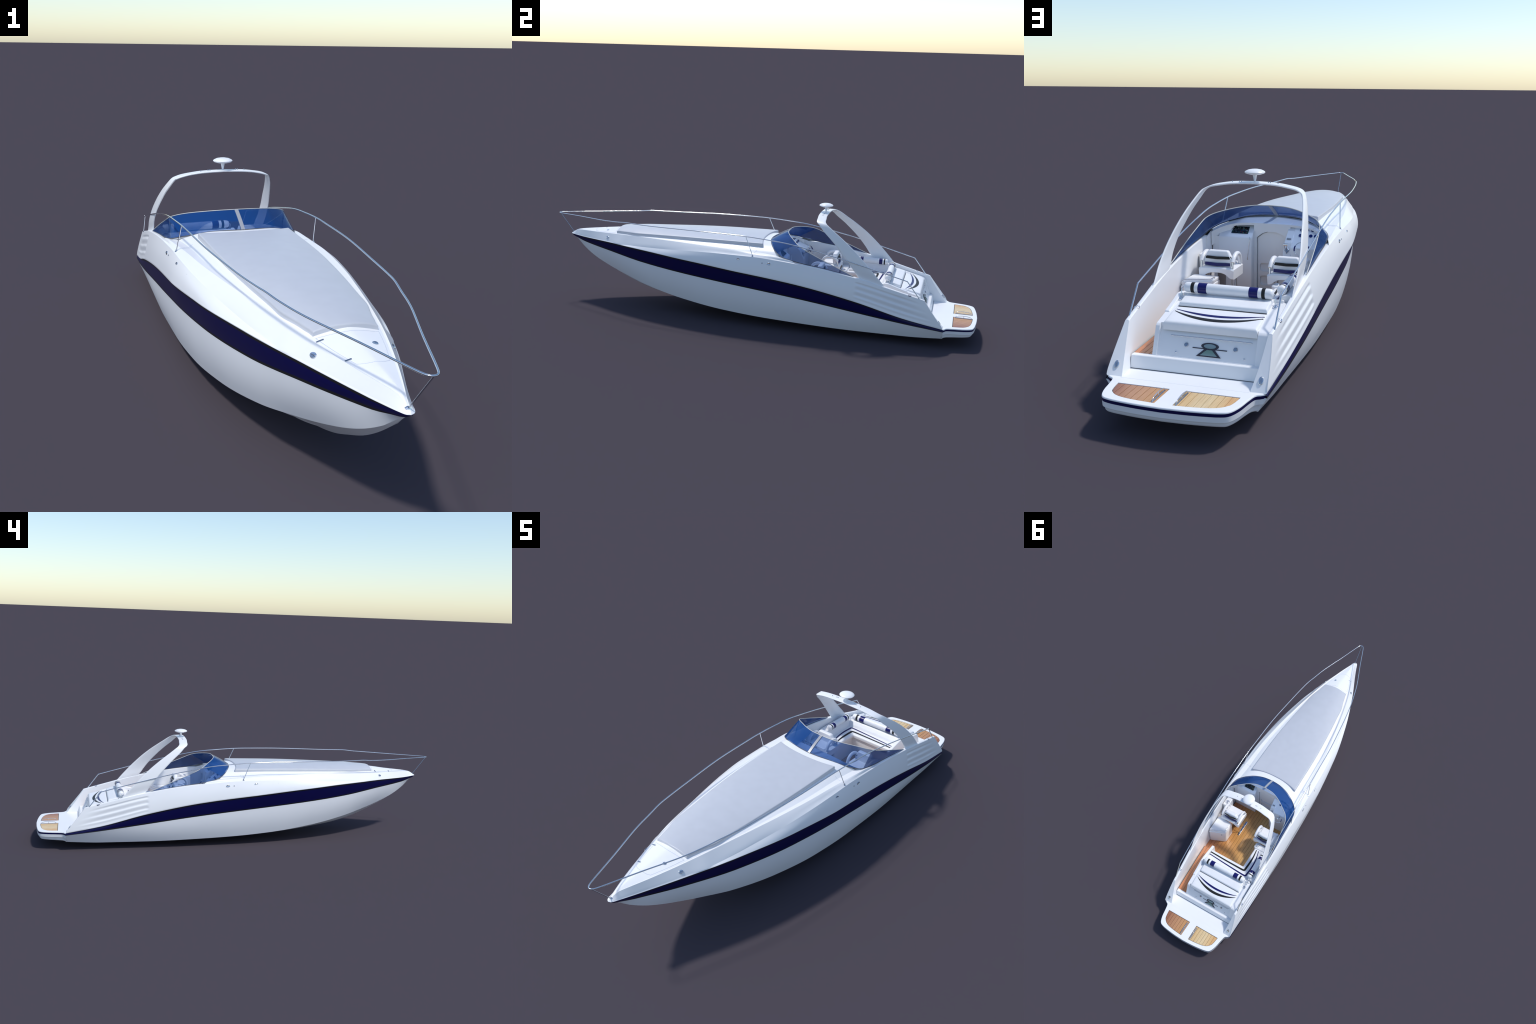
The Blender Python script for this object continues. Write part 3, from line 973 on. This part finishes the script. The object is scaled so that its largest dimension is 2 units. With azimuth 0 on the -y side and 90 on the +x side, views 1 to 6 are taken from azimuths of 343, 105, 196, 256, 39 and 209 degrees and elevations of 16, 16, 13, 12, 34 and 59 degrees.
# low coaming strip beside the pad, inner side panel towards the cockpit seat
xprism("side_panel", [(.508, .100), (.508, .206), (.5125, .2125), (.56, .2240), (.60, .2330), (.618, .2335), (.66, .2190), (.70, .2080), (.70, .15), (.62, .100)], .1060, .1195, GEL, unit, .0028, 3)
pad1 = lambda x, y: float(np.interp(y, [.67, .70, .735, .756], [.2138, .2100, .2030, .1985]))
pad2 = lambda x, y: float(np.interp(y, [.60, .639, .668], [.2335, .2315, .2240]))
th1 = lambda x, y: .012 + .005 * float(smoothstep(.70, .75, y))
cushion("aft_sunpad", lambda t: -.1465, lambda t: .0985, lambda s: .6690, lambda s: .7560, lambda x, y: pad1(x, y) - th1(x, y), th1, VINYL, unit, rnd=.0085, nu=14, nv=22)
cushion("aft_headrest", lambda t: -.1445, lambda t: .0925, lambda s: .6050, lambda s: .6690, lambda x, y: pad2(x, y) - .018, lambda x, y: .018, VINYL, unit, rnd=.0045, nu=14, nv=14)
box("pad_dark_strip", (-.1440, .6684, .200), (.0935, .6704, .2143), DARKSTRIP, unit)
u = np.linspace(-1, 1, 33)
xs = -.0275 + u * .1170
ribbon("pad_stripe", np.column_stack([xs, .7010 + .0310 * (1 - u * u)]), .0015 + .0110 * (1 - u * u), pad1, VBLACK, unit)
ribbon("pad_stripe", np.column_stack([xs, .6900 + .0210 * (1 - u * u)]), .0015 + .0082 * (1 - u * u), pad1, VNAVY, unit)
# transom panel details, laid on the inclined panel plane
PN = np.array([0, 1, .4609]); PN /= np.linalg.norm(PN)
PU = np.array([0, -.4609, 1]); PU /= np.linalg.norm(PU)
P0 = np.array([0, .7480 + .0001, .1800]) if False else np.array([0, .7695, .1480])
def panel_y(z):
    return .7480 + (.1800 - z) * (.7811 - .7480) / (.1800 - .1190)
PN = np.array([0, .061, .0331]); PN /= np.linalg.norm(PN)
def on_panel(x, z, off=0.0):
    return np.array([x, panel_y(z), z]) + PN * off
def decal(name, pts, mat, off, th=.0006):
    n = len(pts)
    V = [on_panel(x, z, off - .001) for x, z in pts] + [on_panel(x, z, off + th) for x, z in pts]
    F = [tuple(range(n)), tuple(range(n, 2 * n))] + [(i, (i + 1) % n, n + (i + 1) % n, n + i) for i in range(n)]
    return mesh_obj(name, V, F, mat, emblem, 30)
emblem = bpy.data.objects.new("emblem", None); link(emblem, unit)
cx = -.0290
ang = np.linspace(0, 2 * np.pi, 40, endpoint=False)
decal("emblem_bar", [(.0155, .1434), (.0155, .1414), (-.0738, .1412), (-.0738, .1432)], EMB_DARK, .0004)
decal("emblem_ring", [(cx + .0228 * math.cos(a), .1484 + .0074 * math.sin(a)) for a in ang], EMB_DARK, .0008)
decal("emblem_disc", [(cx + .0155 * math.cos(a), .1482 + .0050 * math.sin(a)) for a in ang], EMB_GREEN, .0013)
decal("emblem_base", [(-.0159, .1432), (-.0425, .1432), (-.0445, .1395), (-.0606, .1252), (.0031, .1252), (-.0135, .1395)], EMB_DARK, .0010)
decal("emblem_window", [(-.0225, .1400), (-.0358, .1400), (-.0510, .1275), (-.0065, .1275)], EMB_GREEN, .0015)
rail_pts = [on_panel(.0755, .1640, -.001), on_panel(.0755, .1640, .0045), on_panel(-.0290, .1640, .0050), on_panel(-.1340, .1640, .0045), on_panel(-.1340, .1640, -.001)]
tube("transom_rail", np.array(rail_pts), .0013, CHROME, unit, 10)
for x in (.0328, -.0947):
    lathe("filler_cap", [(.0056, -.001), (.0056, .0016), (.0046, .0028), (.0001, .0030)], on_panel(x, .1468), STEEL, unit, PN, (1, 0, 0), seg=22)
for x in (.0571, -.1200):
    lathe("panel_knob", [(.0024, -.001), (.0024, .0016), (.0014, .0028), (.0001, .0030)], on_panel(x, .1289), CHROME, unit, PN, (1, 0, 0), seg=14)
for x in (.104, -.156):
    lathe("deck_light", [(.0072, -.002), (.0072, .0012), (.0062, .0024), (.0045, .0018), (.0030, .0040), (.0001, .0050)], (x, .633, .2225), CHROME, unit, (0, .2, 1), seg=22)

# ---- bolster rolls
def roll(name, a, b, r, bands, parent):
    a, b = np.array(a, float), np.array(b, float)
    L = np.linalg.norm(b - a); d = (b - a) / L
    prof = [(.0001, 0), (r * .45, .0004), (r * .75, .0022), (r * .93, .0055), (r, .0105), (r, L / 2), (r, L - .0105), (r * .93, L - .0055), (r * .75, L - .0022), (r * .45, L - .0004), (.0001, L)]
    ob = lathe(name, prof, a, VINYL, parent, d, (0, 0, 1), seg=32, angle=60)
    for f0, f1, mt in bands:
        lathe("bolster_band", [(r * .97, f0 * L), (r + .0004, f0 * L + .0003), (r + .0004, f1 * L - .0003), (r * .97, f1 * L)], a, mt, ob, d, (0, 0, 1), seg=32, angle=60)
    return ob
BANDS = [(.085, .125, VBLACK), (.165, .265, VNAVY), (.735, .835, VNAVY), (.875, .915, VBLACK)]
lounge = bpy.data.objects.new("lounge_seat", None); link(lounge)
roll("bolster", (.0995, .6135, .2500), (-.1445, .6085, .2480), .0136, BANDS, lounge)
roll("bolster", (-.1555, .4320, .2530), (-.1570, .5855, .2515), .0130, BANDS, lounge)
def post(pts, r=.0013):
    tube("bolster_post", smooth_path(pts, 6), r, CHROME, lounge, 8)
post([(.097, .6135, .2500), (.1035, .6150, .2490), (.1055, .6200, .2440), (.1055, .6260, .2230)])
post([(-.143, .6085, .2480), (-.1490, .6120, .2470), (-.1515, .6190, .2420), (-.1520, .6240, .2200)])
post([(-.1565, .5830, .2510), (-.1600, .5980, .2500), (-.1610, .6080, .2450), (-.1610, .6160, .2200)], .0016)

# ---- L shaped lounge
SEAT = .2085
Lout = [(-.188, .405), (-.086, .405), (-.086, .530), (.107, .530), (.107, .600), (-.188, .600)]
slab("seat_base", [(-.188, .408), (-.092, .408), (-.092, .536), (.107, .536), (.107, .600), (-.188, .600)], FLOOR - .001, .184, GEL, lounge, .003, 2)
slab("seat_lip", [(-.188, .406), (-.0895, .406), (-.0895, .5335), (.107, .5335), (.107, .600), (-.188, .600)], .181, .1895, GEL, lounge, .0030, 2)
slab("seat_cushion", Lout, .187, SEAT, VINYL, lounge, .0072, 4)
# backrests, sloping up to the bolsters
xprism("backrest", [(.5800, .205), (.5860, .2180), (.5990, .2330), (.6060, .2330), (.6060, .200)], -.170, .1065, VINYL, lounge, .0035, 3)
prism("backrest", [(-.1400, .205), (-.1470, .2250), (-.1560, .2440), (-.1800, .2500), (-.1880, .2480), (-.1880, .200)],
      lambda p, k: (p[0], .590 if k else .412, p[1] - (.006 if k else 0)), VINYL, lounge, .0035, 3)
flat = lambda x, y: SEAT
blk = smooth_path([(.1055, .5455, 0), (.02, .5480, 0), (-.06, .5490, 0), (-.092, .5490, 0), (-.1035, .5460, 0), (-.1050, .535, 0), (-.1065, .50, 0), (-.1060, .46, 0), (-.1000, .414, 0)], 6)[:, :2]
wk = np.interp(np.linspace(0, 1, len(blk)), [0, .3, .55, .8, 1], [.0065, .0090, .0110, .0095, .0040])
ribbon("seat_stripe", blk, wk, flat, VBLACK, lounge)
blu = smooth_path([(.1045, .5590, 0), (.02, .5650, 0), (-.06, .5700, 0), (-.110, .5725, 0), (-.1235, .5700, 0), (-.1260, .560, 0), (-.1290, .52, 0), (-.1260, .47, 0), (-.1130, .414, 0)], 6)[:, :2]
wk = np.interp(np.linspace(0, 1, len(blu)), [0, .3, .55, .8, 1], [.0045, .0075, .0095, .0070, .0035])
ribbon("seat_stripe", blu, wk, flat, VNAVY, lounge)
# small console block ahead of the side seat, with a cup holder
slab("cup_console", [(-.188, .374), (-.084, .374), (-.077, .381), (-.077, .402), (-.084, .4085), (-.188, .4085)], FLOOR - .001, .2135, GEL, lounge, .0050, 3)
def cup(pos, parent):
    lathe("cup_holder", [(.0105, -.001), (.0108, .0014), (.0095, .0026), (.0080, .0016), (.0072, -.0005), (.0040, .0006), (.0001, .0022)], pos, CHROME, parent, seg=24)
cup((-.0905, .3905, .2135), lounge)

# ---- cool box on the port side
cooler = slab("cool_box", [(.0990, .346), (.1760, .340), (.184, .345), (.184, .446), (.1760, .446), (.1040, .416), (.0990, .410)], FLOOR - .001, .2040, GEL, None, .0045, 3)
slab("cool_box_lid", [(.1005, .348), (.1760, .343), (.1835, .348), (.1835, .442), (.1760, .442), (.1050, .4125), (.1005, .407)], .2030, .2150, GEL, cooler, .0045, 3)
tube("lid_rail", smooth_path([(.1780, .4410, .2150), (.1770, .4400, .2195), (.1400, .4250, .2200), (.1100, .4120, .2200), (.1035, .4050, .2200), (.1030, .385, .2200), (.1030, .380, .2150)], 5), .0012, CHROME, cooler, 8)
box("lid_latch", (.1150, .4160, .180), (.1230, .4240, .1840), STEEL, cooler, .001)
# ---- port locker with drink holder
locker = slab("side_locker", [(.156, .238), (.188, .238), (.188, .292), (.156, .292)], FLOOR - .001, .2660, GEL, None, .0045, 3)
cup((.1715, .268, .2660), locker)

# ================================================================== DASHBOARD
dash = bpy.data.objects.new("dashboard", None); link(dash)
# shelf that runs down from the glass to the instrument ledge
bx = np.linspace(-1, 1, 41)
rows = []
for k in np.linspace(0, 1, 7):
    r = []
    for q in bx:
        x = q * .1880
        yb = float(ws_y(abs(x))) + .0015
        zb = float(np.interp(abs(x), [0, .096, .135, .165, .181, .19], [.3590, .3545, .3445, .3350, .3275, .3215])) - .001
        ye = .142 + .04 * abs(q) ** 6
        ze = .3440 - .030 * abs(q) ** 4
        r.append((x, yb + (ye - yb) * k, zb + (ze - zb) * k - .003 * math.sin(math.pi * k)))
    rows.append(r)
for r0 in [(-.012,)]:
    last = [(x, y - .0008, z - .008 - .037 * float(smoothstep(.128, .140, abs(x)))) for x, y, z in rows[-1]]
    rows.append([(x, y + .0008, z - .0012) for x, y, z in rows[-1]])
    rows.append(last)
grid_obj("dash_shelf", np.array(rows), GEL, dash, angle=30)
# port side panel with the plotter
def stepped_panel(name, line, foot, spans, bev):
    """Sloped console; outboard spans start further aft so that they stay under the glass."""
    for x0, x1, y0 in spans:
        pts = [(y0, float(np.interp(y0, [p[0] for p in line], [p[1] for p in line])))] + [p for p in line if p[0] > y0 + .002]
        pts += [(foot, .098), (y0, .098)]
        xprism(name, pts, x0, x1, GEL, dash, bev)
stepped_panel("dash_panel", [(.100, .345), (.1260, .3330), (.1660, .3035), (.1700, .3005), (.1722, .2970)], .1730,
              [(.0565, .118, .104), (.118, .147, .136), (.147, .166, .152), (.166, .1865, .171)], 0)
SN = np.array([0, .0295, .040]); SN /= np.linalg.norm(SN)
ST = np.array([0, .040, -.0295]); ST /= np.linalg.norm(ST)
sc0 = np.array([.100, .1460, .3182]) + SN * .0006
def scr(x, v, o): return sc0 + np.array([x, 0, 0]) + ST * v + SN * o
q = [(-.0275, .0150), (.0285, .0150), (.0270, -.0040), (.0210, -.0115), (.010, -.0140), (-.0260, -.0150)]
V = [scr(a, b, -.001) for a, b in q] + [scr(a, b, .0012) for a, b in q]
F = [tuple(range(6)), tuple(range(6, 12))] + [(i, (i + 1) % 6, 6 + (i + 1) % 6, 6 + i) for i in range(6)]
mesh_obj("chart_plotter", V, F, SCREEN, dash)
# companionway bulkhead and door
bulk = xprism("bulkhead", [(.110, .3475), (.1430, .3440), (.1480, .098), (.110, .098)], -.0640, .0580, GEL, dash, .002, 2)
def arch_door(w, top, sh):
    return [(-w, .098), (w, .098), (w, top - sh), (w - .018, top - .006), (w - .034, top), (-w + .034, top), (-w + .018, top - .006), (-w, top - sh)]
c1 = prism("cutter", [(x - .002, z) for x, z in arch_door(.050, .3170, .020)], lambda p, k: (p[0], .125 if k else .20, p[1]), GEL)
boolean_cut(bulk, [c1])
door = prism("cabin_door", [(x - .002, z) for x, z in arch_door(.0488, .3155, .020)], lambda p, k: (p[0], .120 if k else .1345, p[1]), GEL, dash, .0015, 2)
cuts = []
for z0, z1 in ((.184, .212), (.138, .170)):
    w = []
    for cx_, cz_, a0 in ((.030, z1 - .010, 0), (-.020, z1 - .010, 90), (-.020, z0 + .010, 180), (.030, z0 + .010, 270)):
        for a in np.radians(np.linspace(a0, a0 + 90, 6)):
            w.append((cx_ + .010 * math.cos(a), cz_ + .010 * math.sin(a)))
    cuts.append(prism("cutter", w, lambda p, k: (p[0], .1265 if k else .15, p[1]), GEL))
boolean_cut(door, cuts)
tube("door_rail", smooth_path([(.0600, .1725, .3020), (.0600, .1785, .2990), (.0640, .1795, .2650), (.0680, .1785, .2330), (.0680, .1725, .2300)], 6), .0012, CHROME, dash, 8)
# helm console, starboard
stepped_panel("helm_console", [(.105, .345), (.1280, .3452), (.1330, .3440), (.1780, .2990), (.2020, .2860), (.2050, .2835), (.2062, .2800)], .2060,
              [(-.118, -.0800, .115), (-.147, -.118, .138), (-.166, -.147, .153), (-.1865, -.166, .171)], 0)
# side linings under the fore end of the glass
for s in (1, -1):
    xprism("side_lining", [(.150, .310), (.172, .3165), (.215, .3045), (.215, .098), (.100, .098), (.100, .240)], s * .1895, s * .1925, GEL, dash)
xprism("throttle_console", [(.100, .345), (.1300, .3400), (.1900, .2960), (.2120, .2540), (.2120, .098), (.100, .098)], -.0815, -.0560, GEL, dash, .003, 3)
GN = np.array([0, .707, .707])
for x, y in ((-.102, .1465), (-.1010, .1615), (-.1190, .1465), (-.1175, .1615), (-.1370, .1465), (-.1340, .1615), (-.1500, .1615)):
    lathe("gauge", [(.0058, -.001), (.0058, .0010), (.0050, .0016), (.0046, .0008), (.0001, .0008)], (x, y, .477 - y), GAUGE, dash, GN, (1, 0, 0), seg=22)
tcn = np.array([0, .044, .060]); tcn /= np.linalg.norm(tcn)
for i in range(4):
    c = np.array([-.0630 - .0036 * i, .1775, .3052]) + tcn * .0005
    mesh_v, mesh_f = lathe_geo([(.0018, -.001), (.0018, .0018), (.0001, .0020)], c, tcn, (1, 0, 0), 4, .9, 2.2)
    mesh_obj("rocker_switch", mesh_v, mesh_f, GREYPL, dash)
# throttle
thr = lathe("throttle_base", [(.0085, -.001), (.0085, .003), (.007, .004), (.0001, .004)], (-.0685, .2020, .2740), STEEL, dash, (0, .88, .47), (1, 0, 0), 4, .9, 1.3)
for dx in (-.0035, .0035):
    tube("throttle_lever", smooth_path([(-.0685 + dx, .2030, .2740), (-.0685 + dx, .2130, .2830), (-.0685 + dx * .9, .2170, .2930)], 5), .0012, CHROME, thr, 8)
box("throttle_grip", (-.0760, .2140, .2920), (-.0610, .2205, .2985), CHROME, thr, .002, 2)
# steering wheel
WN = np.array([0, .84, .54]); WC = np.array([-.1215, .2300, .2870]); WR = .0225
wt, wb, wn = basis(WN, (1, 0, 0))
circ = [WC + WR * (math.cos(a) * wt + math.sin(a) * wb) for a in np.linspace(0, 2 * np.pi, 48, endpoint=False)]
wheel = tube("steering_wheel", np.array(circ), .0013, CHROME, dash, 10, True)
for a0 in (-.42, math.pi - .42 + .1):
    arc = [WC + WR * (math.cos(a) * wt + math.sin(a) * wb) for a in np.linspace(a0, a0 + .75, 12)]
    tube("wheel_grip", np.array(arc), .0022, VNAVY, wheel, 10)
for a in (0.0, math.pi, -math.pi / 2):
    tube("wheel_spoke", smooth_path([WC - wn * .004, WC + .5 * WR * (math.cos(a) * wt + math.sin(a) * wb) - wn * .003, WC + WR * (math.cos(a) * wt + math.sin(a) * wb)], 4), .0010, CHROME, wheel, 8)
lathe("wheel_hub", [(.0055, -.006), (.0055, -.003), (.004, -.001), (.0001, -.0005)], WC, CHROME, wheel, WN, (1, 0, 0), 20)
tube("wheel_column", [WC - wn * .005, WC - wn * .045], .0035, STEEL, wheel, 12)

# ================================================================== HELM SEATS
def helm_chair(cx, cy):
    """Bolster seat on a sled frame; cx centre, cy aft edge of the cushion."""
    seat = bpy.data.objects.new("helm_chair", None); link(seat)
    w, d = .0560, .0880
    # saddle: drooping sides, arched underside
    S = np.linspace(-1, 1, 17)
    top, bot = [], []
    rows = []
    for yv in (0, .004, .012, .03, .055, .078, .086, d):
        e = 1 - .16 * (max(0, abs(yv - d / 2) - (d / 2 - .010)) / .010) ** 2
        r = []
        for s in S:
            r.append((cx + s * w * (0.985 if yv in (0, d) else 1), cy - yv, .2395 - .0035 * (abs(s) ** 6) - (.004 if yv in (0, d) else 0) + .002 * (1 - s * s)))
        for s in S[::-1]:
            arch = .0175 * (1 - min(1, (abs(s) / .80) ** 3.0))
            r.append((cx + s * w * (0.96 if yv in (0, d) else .985), cy - yv, .2065 + arch + (.002 if yv in (0, d) else 0)))
        rows.append(r)
    grid_obj("seat_shell", np.array(rows), VINYL, seat, close_m=True, cap=True, angle=40)
    cushion("seat_cushion", lambda t: cx - .040, lambda t: cx + .040, lambda s: cy - .086, lambda s: cy - .016, lambda x, y: .238, lambda x, y: .0085, VINYL, seat, rnd=.006, nu=10, nv=10)
    # backrest shell: hexagonal outline, slightly wrapped
    out = [(-.043, .2395), (-.045, .262), (-.031, .2890), (.031, .2890), (.045, .262), (.043, .2395)]
    def bk(p, k):
        x, z = p
        y = cy - .004 - (z - .2395) * .12 - abs(x) * .18 - (.020 if k else 0)
        return (cx + x, y, z)
    back = prism("seat_back", out, bk, VINYL, seat, .0055, 3, 45)
    for z0, z1, mt in ((.2645, .2725, VBLACK), (.2440, .2535, VNAVY)):
        half = lambda z: float(np.interp(z, [.2395, .262, .289], [.0432, .0452, .0312]))
        R = []
        for x in np.linspace(-1, 1, 13):
            col = []
            for z, o in ((z0, -.002), (z0, .0007), ((z0 + z1) / 2, .0010), (z1, .0007), (z1, -.002)):
                hx = half(z) * x * 1.005
                y = cy - .004 - (z - .2395) * .12 - abs(hx) * .18
                y -= .0045 * max(0, (abs(x) - .88) / .12) ** 2
                col.append((cx + hx, y + o, z))
            R.append(col)
        grid_obj("back_stripe", np.array(R), mt, seat, angle=40)
        R = [[(x, 2 * (cy - .014 - (z - .2395) * .12 - abs(x - cx) * .18) - y, z) for x, y, z in col] for col in R]
        grid_obj("back_stripe", np.array(R), mt, seat, angle=40)
    # arm loops
    for s in (1, -1):
        xa = cx + s * .0490
        pth = smooth_path([(xa, cy - .010, .2560), (xa, cy - .022, .2690), (xa, cy - .042, .2770), (xa, cy - .062, .2740), (xa, cy - .074, .2620), (xa, cy - .080, .2420)], 6)
        v, f = tube_geo(pth, .0066, 14)
        mesh_obj("arm_rest", v, f, VINYL, seat, 60)
        tube("arm_post", [(xa, cy - .010, .2570), (xa, cy - .007, .2370)], .0030, CHROME, seat, 12)
        for yy in (cy - .024, cy - .064):
            tube("chair_leg", [(cx + s * .040, yy, .2170), (cx + s * .0465, yy - .004, FLOOR)], .0014, STEEL, seat, 8)
        tube("chair_leg", [(cx + s * .0465, cy - .020, FLOOR + .002), (cx + s * .040, cy - .064, .2170)], .0011, STEEL, seat, 8)
        box("chair_runner", (cx + s * .0465 - .0052, cy - .100, FLOOR), (cx + s * .0465 + .0052, cy - .004, FLOOR + .0022), STEEL, seat, .0008)
    box("chair_pedestal", (cx - .012, cy - .056, FLOOR), (cx + .012, cy - .044, .2250), GREYPL, seat, .002)
helm_chair(.1100, .3500)
helm_chair(-.1120, .3760)

for ob in bpy.data.objects:
    if ob.type == 'EMPTY' and ob is not ROOT:
        ob.empty_display_size = 0.02
